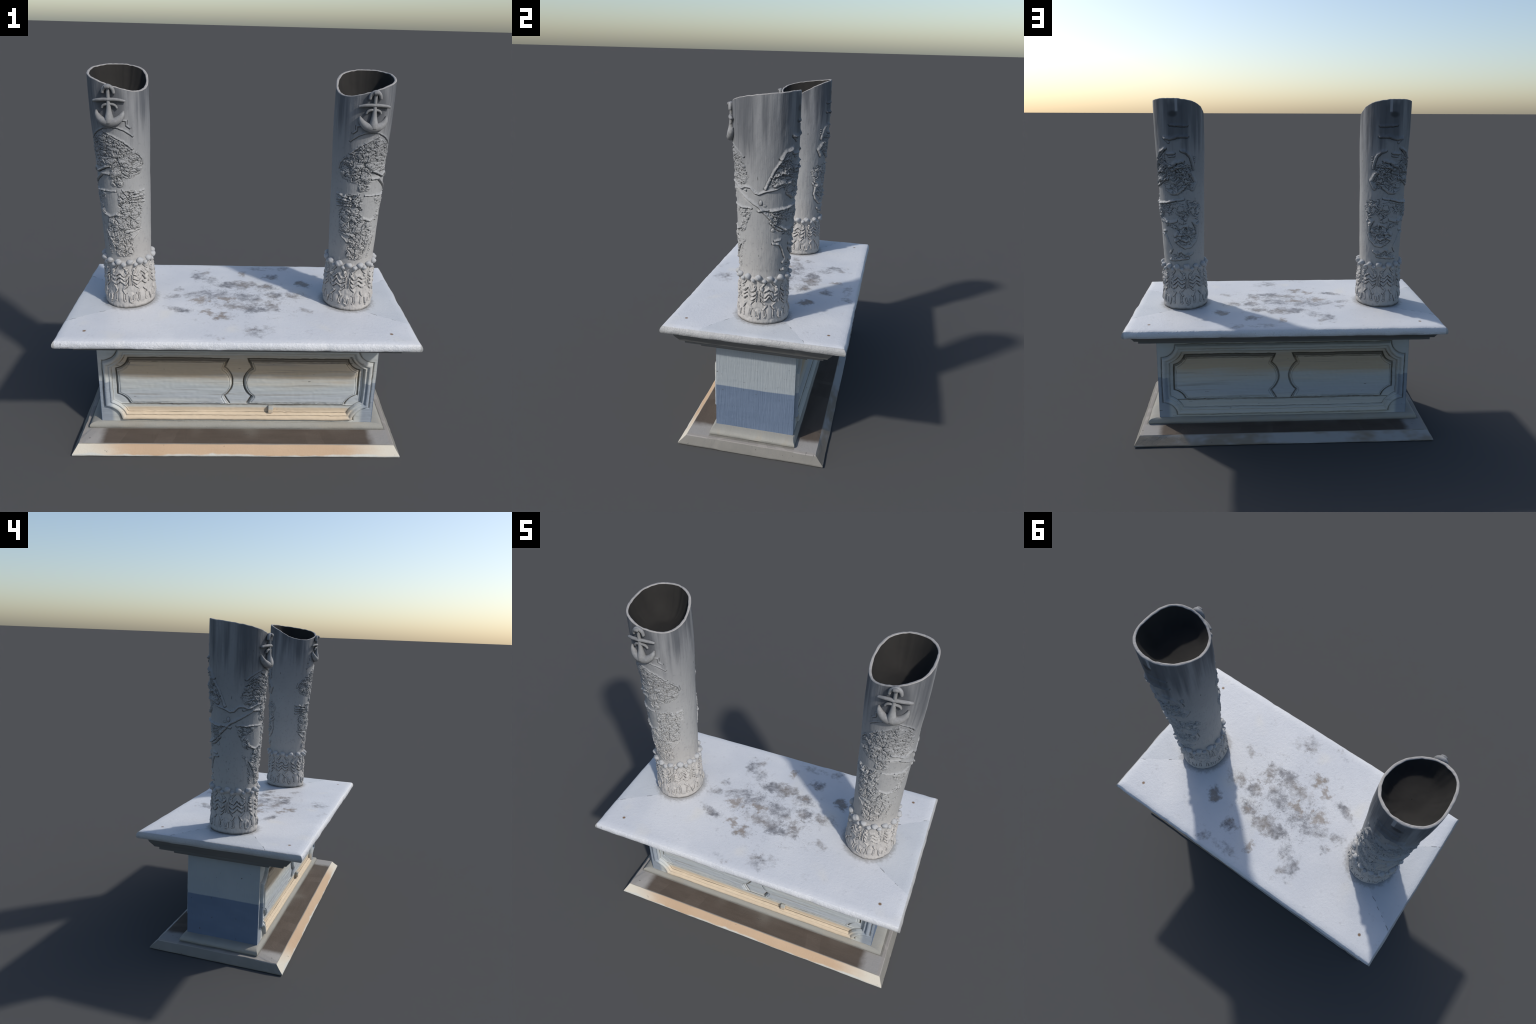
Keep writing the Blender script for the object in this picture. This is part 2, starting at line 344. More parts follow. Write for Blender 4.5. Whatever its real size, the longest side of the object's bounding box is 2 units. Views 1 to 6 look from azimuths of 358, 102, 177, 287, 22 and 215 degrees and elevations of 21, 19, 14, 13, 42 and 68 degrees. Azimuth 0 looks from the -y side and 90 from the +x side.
# ------------------------------------------------------------------ pedestal
def rect_loft(name, prof, mat, parent, step=0.02, jit=0.0, seed=1, cap_top=True, cap_bot=True, chips=0.0):
    """Loft a rectangular outline through rings (half_x, half_y, z); the edge wobbles like hand-cut stone."""
    hx0, hy0 = prof[0][:2]
    nx, ny = int(2 * hx0 / step), int(2 * hy0 / step)
    def ring():
        pts = []
        for i in range(nx): pts.append((-1 + 2 * i / nx, -1, 0))
        for i in range(ny): pts.append((1, -1 + 2 * i / ny, 1))
        for i in range(nx): pts.append((1 - 2 * i / nx, 1, 2))
        for i in range(ny): pts.append((-1, 1 - 2 * i / ny, 3))
        return np.array(pts)
    P = ring(); n = len(P)
    side = P[:, 2].astype(int)
    s = np.where(side % 2 == 0, P[:, 0] * hx0, P[:, 1] * hy0)
    nrm = np.array([(0, -1), (1, 0), (0, 1), (-1, 0)])[side].astype(float)
    corner = np.where(side % 2 == 0, hx0 - np.abs(s), hy0 - np.abs(s)) < 1e-6
    fade = sstep(0.0, 0.05, np.where(side % 2 == 0, hx0 - np.abs(s), hy0 - np.abs(s)))
    V = []
    for k, (hx, hy, z) in enumerate(prof):
        w = jit * (vnoise(s * 9 + side * 37, np.full(n, k * .35), seed) + .6 * vnoise(s * 31 + side * 37, np.full(n, k * .5), seed + 1))
        wz = .5 * jit * vnoise(s * 12 + side * 37, np.full(n, k * .3 + 9), seed + 2)
        c = chips * np.clip(vnoise(s * 14 + side * 51, np.full(n, .5), seed + 5) - .62, 0, 1) * (0 < k < len(prof) - 1)
        off = (w - c) * fade
        V.append(np.stack([P[:, 0] * hx + nrm[:, 0] * off, P[:, 1] * hy + nrm[:, 1] * off, z + wz * fade * (0 < k)], 1))
    V = np.array(V)
    faces = []
    R = len(prof)
    for r in range(R - 1):
        for i in range(n):
            j = (i + 1) % n
            faces.append((r * n + i, r * n + j, (r + 1) * n + j, (r + 1) * n + i))
    if cap_bot: faces.append(tuple(range(n - 1, -1, -1)))
    if cap_top: faces.append(tuple((R - 1) * n + i for i in range(n)))
    ob = new_mesh(name, V.reshape(-1, 3), faces, mat, True, parent)
    ob.data.set_sharp_from_angle(angle=math.radians(32))
    return ob

def sd_box(x, z, cx, cz, hx, hz):
    qx, qz = np.abs(x - cx) - hx, np.abs(z - cz) - hz
    return np.hypot(np.maximum(qx, 0), np.maximum(qz, 0)) + np.minimum(np.maximum(qx, qz), 0)

def sd_poly(x, z, pts):
    """signed distance to a closed polygon (negative inside)"""
    d = np.full(x.shape, 1e9); inside = np.zeros(x.shape, bool)
    n = len(pts)
    for i in range(n):
        ax_, az_ = pts[i]; bx_, bz_ = pts[(i + 1) % n]
        ex, ez = bx_ - ax_, bz_ - az_; wx, wz = x - ax_, z - az_
        t = np.clip((wx * ex + wz * ez) / (ex * ex + ez * ez + 1e-12), 0, 1)
        d = np.minimum(d, np.hypot(wx - ex * t, wz - ez * t))
        c = ((az_ > z) != (bz_ > z)) & (x < (bx_ - ax_) * (z - az_) / (bz_ - az_ + 1e-12) + ax_)
        inside ^= c
    return np.where(inside, -d, d)

ZC = 0.334       # mid height of the sunk panels
def arc(cx, cz, r, a0, a1, n):
    return [(cx + r * math.cos(math.radians(a0 + (a1 - a0) * i / n)), cz + r * math.sin(math.radians(a0 + (a1 - a0) * i / n))) for i in range(n + 1)]

def panel_outline():
    """one sunk panel (positive x): notched outer corners, bowed inner end with flared shoulders"""
    h, xo = 0.152, 0.677
    zc = 0.347
    pts = [(0.047, zc + h), (0.605, zc + h)]
    pts += arc(xo + 0.012, zc + h + 0.014, 0.082, 190, 260, 6)[::1]
    pts += [(xo, zc + h - 0.064), (xo, zc - h + 0.064)]
    pts += arc(xo + 0.012, zc - h - 0.014, 0.082, 100, 170, 6)
    pts += [(0.605, zc - h), (0.043, zc - h), (0.043, zc - h + 0.012)]
    pts += [(0.071, zc - 0.092)] + arc(0.147, zc, 0.121, 230, 130, 14) + [(0.071, zc + 0.092)]
    return pts

def panel_field(name, sgn, mat, parent, seed):
    nx, nz = 620, 236
    x = np.linspace(-0.768, 0.768, nx); z = np.linspace(0.086, 0.640, nz)
    X, Z = np.meshgrid(x, z)
    # hand-cut wobble of all lines
    wx = X + .0022 * vnoise(X * 14 + 50, Z * 14, seed) + .001 * vnoise(X * 40 + 50, Z * 40, seed + 1)
    wz = Z + .0022 * vnoise(X * 11 + 90, Z * 18, seed + 2) + .001 * vnoise(X * 45 + 50, Z * 60, seed + 3)
    d = sd_box(wx, wz, 0, ZC, .740, .228)
    for sx in (-1, 1):
        for sz in (-1, 1):
            d = np.maximum(d, .090 - np.hypot(wx - sx * .744, wz - (ZC + sz * .232)))
    e = -d     # depth inside the outer moulding
    H = np.interp(e, [-.011, -.007, -.003, .001, .004, .010, .017, .021, .024, .028, .033, .037, .041, .045, .050],
                  [0, -.0045, -.0055, .010, .0160, .0185, .0175, .0130, .0085, .0060, .0110, .0105, .0040, -.0080, -.0095])
    H = np.where(e > .050, -.0095, H)
    q = sd_poly(np.abs(wx), wz, panel_outline())
    p = -q
    rec = np.interp(p, [-.003, -.001, .0015, .005, .0075, .0100, .0175, .0195, .0215, .024, .030], [0, .0015, -.0045, -.0080, -.0070, .0040, .0130, .0135, .0085, .0150, .0160])
    H = np.where(p > -.003, -.0105 + rec, H)
    H = np.where((wz < .2035) & (e > .045), np.maximum(H, -.0095 + .004 * sstep(.190, .2035, wz)), H)     # lower ledge lies fuller
    # chiselled surface, horizontal drag inside the fields
    H += .0006 * vnoise(X * 8 + 30, Z * 70, seed + 4) * (p > .022) + .0005 * vnoise(X * 60 + 20, Z * 60, seed + 5)
    Y = 0.230 + H
    Y[:, 0] = Y[:, -1] = .230
    V = np.stack([X, sgn * Y, Z], -1)
    # skirts back to the core
    L = V[:, :1].copy(); L[..., 1] = sgn * .195; R = V[:, -1:].copy(); R[..., 1] = sgn * .195
    V = np.concatenate([L, V, R], 1)
    ob = grid_mesh(name, V, mat, parent, wrap=False, flip=(sgn > 0))
    ob.data.set_sharp_from_angle(angle=math.radians(50))
    return ob

def build_pedestal():
    root = bpy.data.objects.new("stone_pedestal", None); bpy.context.collection.objects.link(root)
    root["label"] = "pale stone pedestal with marble slab top and carved panels"; root["category"] = "stone pedestal"
    slab, body, plinth, corn = slab_material(), body_material(), plinth_material(), cornice_material()
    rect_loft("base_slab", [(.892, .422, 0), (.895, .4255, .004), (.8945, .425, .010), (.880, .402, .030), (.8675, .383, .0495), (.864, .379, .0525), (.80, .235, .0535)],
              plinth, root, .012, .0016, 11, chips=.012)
    rect_loft("base_step", [(.826, .246, .050), (.832, .250, .055), (.8355, .2525, .063), (.8345, .2515, .071), (.828, .247, .079), (.815, .241, .0845), (.790, .235, .0885), (.76, .21, .089)],
              plinth, root, .012, .0016, 21)
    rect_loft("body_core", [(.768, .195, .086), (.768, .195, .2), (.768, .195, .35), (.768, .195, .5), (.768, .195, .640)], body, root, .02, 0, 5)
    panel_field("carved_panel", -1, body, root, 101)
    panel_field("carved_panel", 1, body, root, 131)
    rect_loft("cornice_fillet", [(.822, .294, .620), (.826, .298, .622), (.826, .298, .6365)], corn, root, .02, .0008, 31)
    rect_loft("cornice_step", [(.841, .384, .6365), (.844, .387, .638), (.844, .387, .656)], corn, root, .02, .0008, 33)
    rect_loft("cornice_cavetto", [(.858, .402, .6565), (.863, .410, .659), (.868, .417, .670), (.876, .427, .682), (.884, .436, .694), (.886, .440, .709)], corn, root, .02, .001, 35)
    rect_loft("slab_top", [(.886, .476, .709), (.897, .494, .709), (.904, .5005, .7115), (.9085, .505, .718), (.910, .5065, .727), (.9085, .505, .737), (.904, .5005, .746),
                           (.897, .4935, .7525), (.888, .484, .7552), (.86, .455, .7558)], slab, root, .01, .0022, 41, chips=.012)
    # small repair block left on the lower frame
    b = new_mesh("repair_block", [(x, y, z) for z in (.1555, .195) for x, y in ((.172, -.212), (.200, -.212), (.200, -.2440), (.172, -.2440))],
                 [(0, 1, 2, 3), (7, 6, 5, 4), (0, 4, 5, 1), (1, 5, 6, 2), (2, 6, 7, 3), (3, 7, 4, 0)], body, False, root)
    m = b.modifiers.new("bevel", "BEVEL"); m.width = .003; m.segments = 2
    return root

# ------------------------------------------------------------------ vase
VX, VZ = 0.609, 0.745            # foot centre of the right-hand vase
ZP = [.745, .750, .757, .770, .80, .84, .885, .945, 1.0, 1.06, 1.14, 1.2, 1.25, 1.36, 1.47, 1.6, 1.75, 1.95, 2.0]
RXP = [.124, .131, .1355, .138, .1395, .137, .133, .132, .1245, .1235, .127, .128, .130, .1335, .1355, .140, .145, .149, .150]
RYP = [.134, .141, .1465, .149, .148, .144, .141, .140, .1365, .1365, .144, .147, .150, .155, .159, .167, .176, .1845, .186]
def rim_height(x, y):
    return 1.965 + .223 * x + .2224 * y - .781 * x * x - .705 * x * y - .154 * y * y
def lip_radius(t):               # plan outline of the lip, t from the outward axis
    c, s = np.cos, np.sin
    return .1606 + .0043 * c(t) - .0022 * s(t) - .0153 * c(2 * t) - .0005 * s(2 * t) - .0026 * c(3 * t) + .001 * s(3 * t) - .0022 * c(4 * t) + .0008 * s(4 * t)

def plan(phi, z):
    """point on the smooth vase wall; phi measured from the front (-y) towards the outward side (+x)"""
    rx, ry = np.interp(z, ZP, RXP) - .0030, np.interp(z, ZP, RYP) - .0030
    ex, ey = rx * np.sin(phi), -ry * np.cos(phi)
    t = np.arctan2(ey, ex); rl = lip_radius(t) * 1.002
    k = sstep(1.55, 1.92, z)
    r = np.hypot(ex, ey) * (1 - k) + rl * k
    return r * np.cos(t), r * np.sin(t)

class Relief:
    """height field over (phi, z), built up from carved strokes and foliage patches"""
    def __init__(s, phi, z):
        s.phi, s.z = phi, z                       # 1-D axes
        s.R = .155
        s.U, s.Z = np.meshgrid(phi * s.R, z)
        s.per = 2 * math.pi * s.R
        s.H = np.zeros_like(s.U)
        N = 64
        k = N / s.per
        s.wu = .004 * vnoise(s.U * k, s.Z * 60, 3, N) + .002 * vnoise(s.U * 2 * k, s.Z * 130, 4, 2 * N)
        s.wz = .003 * vnoise(s.U * k, s.Z * 60, 5, N) + .002 * vnoise(s.U * 2 * k, s.Z * 130, 6, 2 * N)
    def _local(s, pts, pad, warp):
        u = np.unwrap(np.radians([p[0] for p in pts])) * s.R
        z = np.array([p[1] for p in pts])
        mid = .5 * (u.min() + u.max())
        j = np.where((s.z > z.min() - pad) & (s.z < z.max() + pad))[0]
        if not len(j): return None
        rows = slice(j[0], j[-1] + 1)
        dU = (s.U[rows] - mid + s.per / 2) % s.per - s.per / 2
        return rows, dU + warp * s.wu[rows], s.Z[rows] + warp * s.wz[rows], list(zip(u - mid, z)), mid
    def ridge(s, pts, w=.005, h=.004, warp=.5, groove=.0030):
        """raised cord with a cut line on both sides"""
        L = s._local(pts, 6 * w, warp)
        if L is None: return
        rows, u, z, P = L[:4]
        d = np.full(u.shape, 9.); up = np.zeros(u.shape)
        for (a, b), (c, e) in zip(P[:-1], P[1:]):
            ex, ez = c - a, e - b
            t = np.clip(((u - a) * ex + (z - b) * ez) / (ex * ex + ez * ez + 1e-12), 0, 1)
            ru, rz = u - a - ex * t, z - b - ez * t
            dd = np.hypot(ru, rz)
            near = dd < d
            d = np.where(near, dd, d); up = np.where(near, rz / (dd + 1e-9), up)
        w = w * 1.12; h = h * 1.55
        if 105 < (math.degrees(L[4] / s.R) % 360) < 245 and pts[0][1] > 1.04: w *= 1.3; h *= 1.25
        # chiselled section: melts into the wall above, undercut lip below
        soft = np.clip(up * 1.2, 0, 1) * (h > 0)
        q = d / (w * (1 + 1.3 * soft))
        prof = (1 - soft) * np.sqrt(np.clip(1 - q ** 2, 0, 1)) + soft * np.clip(1 - q, 0, 1) ** 1.5
        vary = 1 + .3 * vnoise(s.U[rows] * 70 / s.per, s.Z[rows] * 50, 61, 70)
        s.H[rows] += h * vary * prof - groove * (1 - .85 * soft) * 1.25 * np.exp(-((d - 1.3 * w) / (.42 * w)) ** 2)
    def cut(s, pts, w=.002, h=.003, warp=.5): s.ridge(pts, w, -h, warp, -h * .15)
    def boss(s, p, ru, rz, h, power=1.0):
        L = s._local([p, (p[0] + .01, p[1])], 2 * rz, .25)
        rows, u, z, P = L[:4]
        q = (u / ru) ** 2 + ((z - p[1]) / rz) ** 2
        s.H[rows] += h * np.clip(1 - q, 0, 1) ** (.5 * power) - .0012 * np.exp(-((np.sqrt(q) - 1.2) / .2) ** 2)
    def foliage(s, pts, seed, h=.0045, cu=.026, cz=.013, edge=.006, lump=.0066):
        """leafy mass: a patch of overlapping lobes with undercut lower lips and deep gaps between"""
        L = s._local(pts, .02, 1.6)
        rows, u, z, P = L[:4]
        sd = sd_poly(u, z, P)
        m = sstep(.003, -.013, sd)
        N = max(8, int(round(s.per / (cu * 2.1))))
        k = N / s.per
        U = s.U[rows] + 2.2 * s.wu[rows]; Zm = s.Z[rows] + 2.2 * s.wz[rows]
        Z = Zm / (cz * 1.4)
        # flakes: wavy noise cut into terraces, each with an undercut lip
        f = vnoise(U * k, Z, seed, N) + .36 * vnoise(U * 2 * k, Z * 1.9, seed + 3, 2 * N) + .07 * vnoise(U * 4 * k, Z * 3.6, seed + 5, 4 * N)
        T = f * 2.3 + 4
        fr = T - np.floor(T)
        lip = np.exp(-(fr / .07) ** 2) + np.exp(-((fr - 1) / .035) ** 2)
        terr = (np.floor(T) - 4 + sstep(.02, .30, fr)) / 3.2
        # lobes laid over the flakes
        F1, F2, val, du, dv = cells(U * k * .9, Z * .8 + .8 * f, seed + 7, int(N * .9) or 1)
        gap = sstep(.02, .16, F2 - F1)
        lobe = gap * (.5 + .6 * val[..., 0]) * np.sqrt(np.clip(1 - (F1 / 1.0) ** 2, 0, 1))
        s.H[rows] += m * (lump * (.95 * terr + .65 * (lobe - .45)) - .0062 * lip - .0046 * (1 - gap) + h * .5)

def carve(rel):
    R, C, F = rel.ridge, rel.cut, rel.foliage
    # ---- front: bird-like mass of plumage under the anchor
    F([(24, 1.712), (5, 1.69), (348, 1.668), (335, 1.634), (314, 1.600), (303, 1.544), (310, 1.487), (326, 1.477), (347, 1.465), (352, 1.44), (2, 1.428), (15, 1.437),
       (22, 1.48), (16, 1.53), (30, 1.53), (46, 1.513), (62, 1.54), (67, 1.575), (61, 1.625), (54, 1.675), (40, 1.69)], 11, cu=.024, cz=.0125)
    R([(58, 1.669), (42, 1.705), (22, 1.729), (7, 1.732), (353, 1.728), (338, 1.708), (326, 1.683)], .004, .003)
    R([(344, 1.763), (337, 1.761), (337, 1.739), (331, 1.724)], .004, .003)
    R([(14, 1.535), (28, 1.531), (46, 1.512), (60, 1.498)], .0045, .0035); R([(20, 1.497), (38, 1.497), (66, 1.452), (86, 1.424), (106, 1.372), (125, 1.325), (146, 1.295)], .006, .005)
    R([(24, 1.71), (5, 1.69), (345, 1.66), (328, 1.62)], .004, .003); R([(320, 1.60), (306, 1.57), (302, 1.54)], .0045, .003)
    rel.boss((358, 1.445), .017, .016, .006); rel.boss((315, 1.52), .013, .010, .005); rel.boss((345, 1.50), .016, .009, .004); rel.boss((350, 1.56), .02, .010, .004)
    # ---- front lower: seated figures, wing at the inner side
    F([(7, 1.402), (351, 1.420), (312, 1.41), (300, 1.385), (299, 1.365), (309, 1.338), (309, 1.277), (314, 1.204), (341, 1.188), (333, 1.147), (332, 1.082), (344, 1.049),
       (11, 1.050), (20, 1.067), (29, 1.112), (35, 1.161), (39, 1.21), (37, 1.265), (13, 1.285), (3, 1.31)], 23, cu=.024, cz=.0145, h=.003)
    for k in range(4):
        R([(338, 1.389 - .012 * k), (322, 1.398 - .015 * k), (301, 1.404 - .020 * k)], .0045, .0040)
    R([(57, 1.404), (35, 1.408), (8, 1.411)], .004, .0035); R([(35, 1.408), (73, 1.407)], .004, .003)
    R([(353, 1.416), (339, 1.370), (338, 1.350)], .004, .003); R([(333, 1.397), (345, 1.371), (351, 1.352)], .004, .003)
    R([(319, 1.186), (337, 1.153)], .004, .0035); R([(314, 1.204), (345, 1.190), (354, 1.172)], .0045, .004)
    R([(46, 1.292), (26, 1.273), (9, 1.287), (359, 1.281)], .005, .004); R([(39, 1.196), (27, 1.151), (20, 1.107)], .0045, .0035)
    # ---- outer flank: leaf clusters either side, vine festoon, crossing stem
    F([(73, 1.405), (60, 1.41), (30, 1.402), (34, 1.37), (50, 1.345), (40, 1.30), (29, 1.268), (51, 1.266), (62, 1.31), (72, 1.36)], 31, cu=.024, cz=.013)
    F([(56, 1.245), (47, 1.216), (38, 1.172), (30, 1.106), (29, 1.055), (38, 1.060), (44, 1.144), (50, 1.20), (62, 1.235)], 37, cu=.022, cz=.013, h=.003)
    F([(150, 1.700), (129, 1.668), (114, 1.604), (100, 1.520), (118, 1.530), (146, 1.550), (161, 1.576)], 41, cu=.034, cz=.02, h=.005)
    R([(20, 1.537), (50, 1.508), (60, 1.519), (72, 1.514), (81, 1.490), (88, 1.485), (101, 1.503), (117, 1.511), (132, 1.53), (148, 1.552)], .005, .0045)
    R([(100, 1.516), (114, 1.602), (129, 1.670), (148, 1.722)], .004, .0035); R([(113, 1.572), (132, 1.598), (161, 1.576)], .005, .004)
    R([(88, 1.395), (99, 1.404), (113, 1.399), (146, 1.411), (170, 1.427)], .004, .0035)
    rel.boss((92, 1.440), .009, .013, .006); rel.boss((100, 1.425), .010, .005, .003)
    F([(113, 1.400), (145, 1.408), (150, 1.38), (135, 1.36), (140, 1.33), (128, 1.305), (118, 1.335)], 43, cu=.024, cz=.014, h=.003)
    R([(114, 1.335), (124, 1.308), (136, 1.293), (155, 1.294), (170, 1.305)], .005, .004); rel.boss((118, 1.295), .012, .010, .005)
    F([(128, 1.30), (152, 1.292), (158, 1.275), (146, 1.262), (136, 1.27)], 47, cu=.02, cz=.012, h=.002)
    R([(120, 1.219), (135, 1.214), (146, 1.166), (153, 1.130), (146, 1.106)], .004, .0035); rel.boss((130, 1.222), .012, .009, .004)
    R([(124, 1.235), (136, 1.240)], .004, .003)
    # ---- rear: masks with brows, ringed scroll
    F([(129, 1.680), (150, 1.668), (171, 1.640), (192, 1.640), (205, 1.61), (214, 1.58), (208, 1.560), (222, 1.525), (213, 1.487), (189, 1.459), (175, 1.468), (168, 1.51), (150, 1.56), (130, 1.57)],
      53, cu=.042, cz=.021, h=.004)
    F([(148, 1.56), (168, 1.51), (178, 1.47), (160, 1.455), (142, 1.49), (128, 1.55)], 61, cu=.04, cz=.02, h=.001, lump=.005)
    F([(165, 1.63), (190, 1.655), (214, 1.63), (216, 1.55), (205, 1.48), (180, 1.50), (160, 1.58)], 67, cu=.034, cz=.016, h=.001, lump=.005)
    F([(168, 1.26), (200, 1.275), (222, 1.25), (222, 1.19), (205, 1.150), (180, 1.150), (166, 1.19)], 73, cu=.036, cz=.018, h=.001, lump=.005)
    F([(112, 1.40), (145, 1.41), (172, 1.42), (172, 1.36), (150, 1.33), (130, 1.31), (118, 1.35)], 79, cu=.036, cz=.016, h=.000, lump=.0045)
    F([(150, 1.095), (175, 1.12), (205, 1.105), (200, 1.07), (160, 1.062)], 83, cu=.034, cz=.016, h=.001, lump=.005)
    F([(100, 1.40), (116, 1.405), (128, 1.34), (122, 1.29), (112, 1.33)], 89, cu=.030, cz=.016, h=.001, lump=.005)
    R([(190, 1.711), (200, 1.702), (208, 1.684), (216, 1.642), (218, 1.606)], .005, .0045); R([(151, 1.725), (134, 1.702), (127, 1.670)], .005, .004)
    R([(165, 1.844), (205, 1.842)], .004, .0025); R([(150, 1.783), (163, 1.778), (184, 1.792), (204, 1.790)], .006, .0045); R([(152, 1.775), (158, 1.765), (160, 1.757)], .004, .003)
    R([(154, 1.695), (172, 1.697)], .005, .004); R([(160, 1.680), (172, 1.682)], .004, .003)
    R([(160, 1.618), (175, 1.645), (191, 1.650)], .006, .005); R([(165, 1.602), (181, 1.620), (193, 1.618)], .006, .005)
    R([(118, 1.530), (132, 1.545), (151, 1.548)], .006, .005); R([(148, 1.49), (162, 1.468), (176, 1.470), (192, 1.500)], .007, .005); R([(206, 1.585), (216, 1.56), (223, 1.53), (214, 1.49)], .007, .005)
    for k in range(3): rel.boss((221, 1.672 - .014 * k), .008, .005, .004)
    F([(172, 1.418), (197, 1.434), (236, 1.412), (242, 1.374), (232, 1.313), (222, 1.30), (205, 1.33), (195, 1.28), (175, 1.278), (160, 1.29), (150, 1.262), (172, 1.24), (176, 1.30), (170, 1.35)],
      59, cu=.038, cz=.019, h=.0035)
    R([(112, 1.402), (145, 1.412), (170, 1.427), (190, 1.432)], .004, .003)
    R([(228, 1.305), (216, 1.29), (224, 1.262), (226, 1.212), (219, 1.177), (205, 1.148), (191, 1.142), (177, 1.161), (166, 1.186)], .006, .0045)
    R([(165, 1.184), (177, 1.199), (194, 1.182)], .006, .005); R([(164, 1.214), (172, 1.226), (188, 1.218)], .006, .005); R([(210, 1.23), (203, 1.215), (208, 1.20), (214, 1.21)], .004, .0035)
    R([(180, 1.26), (188, 1.275), (198, 1.27), (200, 1.25)], .005, .004); rel.boss((185, 1.165), .02, .01, .004)
    R([(232, 1.290), (224, 1.275), (218, 1.283)], .005, .004); rel.boss((196, 1.37), .017, .013, .005)
    R([(172, 1.112), (180, 1.121), (188, 1.104), (200, 1.092), (210, 1.107)], .005, .0045)
    R([(146, 1.066), (160, 1.068), (183, 1.075), (198, 1.077)], .006, .005); rel.boss((165, 1.076), .015, .009, .004); rel.boss((150, 1.070), .010, .008, .005)
    # ---- foot band: seven repeats of bar, triple zigzag, tassels, chevrons and drops
    step = 360 / 7
    rng = np.random.default_rng(8)
    for k in range(7):
        c = 12.86 + step * k; b = c + step / 2
        for s_ in (-1, 1): R([(b + s_ * 4.2, .944 + rng.uniform(-.006, .006)), (b + s_ * 4.0, .893 + rng.uniform(-.006, .006))], .0032, .0042, .3)
        rel.cut([(b, .945), (b, .895)], .004, .002)
        rel.boss((c, .822), .024, .034, .0045, 2.0); rel.boss((b, .815), .020, .030, .0035, 2.0)
        for i in range(3):
            dz = -.0235 * i
            j = lambda a=.0035: rng.uniform(-a, a)
            R([(c - 18.5, .955 + dz + j()), (c - 11 + 400 * j(), .943 + dz + j()), (c + 500 * j(), .968 + dz + j()), (c + 11 + 400 * j(), .943 + dz + j()), (c + 18.5, .955 + dz + j())], .0056, .0048, .9, .0045)
        for s_ in (-1, 1):
            rel.boss((b + s_ * 8.5, .968 + rng.uniform(-.004, .004)), .012, .014, .0075)
            R([(b + s_ * 9, .975), (b + s_ * 17, .996)], .0045, .003)
            R([(c + s_ * 16, .889), (c + s_ * 6.5, .866), (c + s_ * 13, .843)], .0046, .0036, .9)
            R([(c + s_ * 9, .840), (c + s_ * 8, .805)], .0034, .003, .5)
            rel.boss((c + s_ * 10, .800), .008, .007, .005)
        R([(b - 5, .83), (b - 4, .80), (b + 3, .794), (b + 5, .825)], .0036, .0036, .6)
        rel.boss((b, .787), .006, .005, .004)
    lump = (rel.Z < 1.0)
    rel.H += lump * .0012 * vnoise(rel.U * 40 / rel.per * 2, rel.Z * 60, 71, 80)
    # torn ledge the beads sit on
    rel.H += .0075 * np.exp(-((rel.Z - 1.012 - .004 * vnoise(rel.U * 28 / rel.per, rel.Z * 0, 73, 28)) / .009) ** 2)

def surface_normal(phi, z):
    e = 1e-3
    x0, y0 = plan(phi - e, z); x1, y1 = plan(phi + e, z)
    tx, ty = x1 - x0, y1 - y0
    n = np.hypot(tx, ty)
    return ty / n, -tx / n          # outward

def tube(pts, rad, n=12, flat=1.0):
    """closed tube through points with a radius at each; rounded tips. flat squashes it along y"""
    pts = np.array(pts, float); m = len(pts)
    V = []; F = []
    up = np.array([0, -1., 0])
    for i in range(m):
        t = pts[min(i + 1, m - 1)] - pts[max(i - 1, 0)]; t /= np.linalg.norm(t)
        a = np.cross(t, up); a /= np.linalg.norm(a); b = np.cross(a, t)
        for k in range(n):
            w = 2 * math.pi * k / n
            V.append(pts[i] + rad[i] * (math.cos(w) * a + flat * math.sin(w) * b))
    for i in range(m - 1):
        for k in range(n):
            F.append((i * n + k, i * n + (k + 1) % n, (i + 1) * n + (k + 1) % n, (i + 1) * n + k))
    F.append(tuple(range(n - 1, -1, -1))); F.append(tuple((m - 1) * n + k for k in range(n)))
    return V, F

def resample(pts, rad, n):
    pts = np.array(pts, float); s = np.r_[0, np.cumsum(np.linalg.norm(np.diff(pts, axis=0), axis=1))]
    # smooth interpolation by repeated corner cutting of the piecewise curve
    q = np.linspace(0, s[-1], n)
    P = np.stack([np.interp(q, s, pts[:, k]) for k in range(3)], 1); r = np.interp(q, s, rad)
    for _ in range(6):
        P[1:-1] = (P[:-2] + 2 * P[1:-1] + P[2:]) / 4; r[1:-1] = (r[:-2] + 2 * r[1:-1] + r[2:]) / 4
    return P, r

def on_wall(x, z, lift):
    """point over the front wall at local x, height z"""
    rx, ry = np.interp(z, ZP, RXP), np.interp(z, ZP, RYP)
    phi = math.asin(max(-1, min(1, x / rx)))
    px, py = plan(np.array(phi), np.array(z)); nx, ny = surface_normal(phi, z)
    return (float(px + nx * lift), float(py + ny * lift), z - VZ)

def anchor_piece(name, xz, rad, lift, mat, parent, n=18, flat=1.0):
    if not isinstance(lift, (list, tuple)): lift = [lift] * len(xz)
    P, r = resample([on_wall(x, z, l) for (x, z), l in zip(xz, lift)], rad, n)
    V, F = tube(P, r, 12, flat)
    return new_mesh(name, V, F, mat, True, parent)

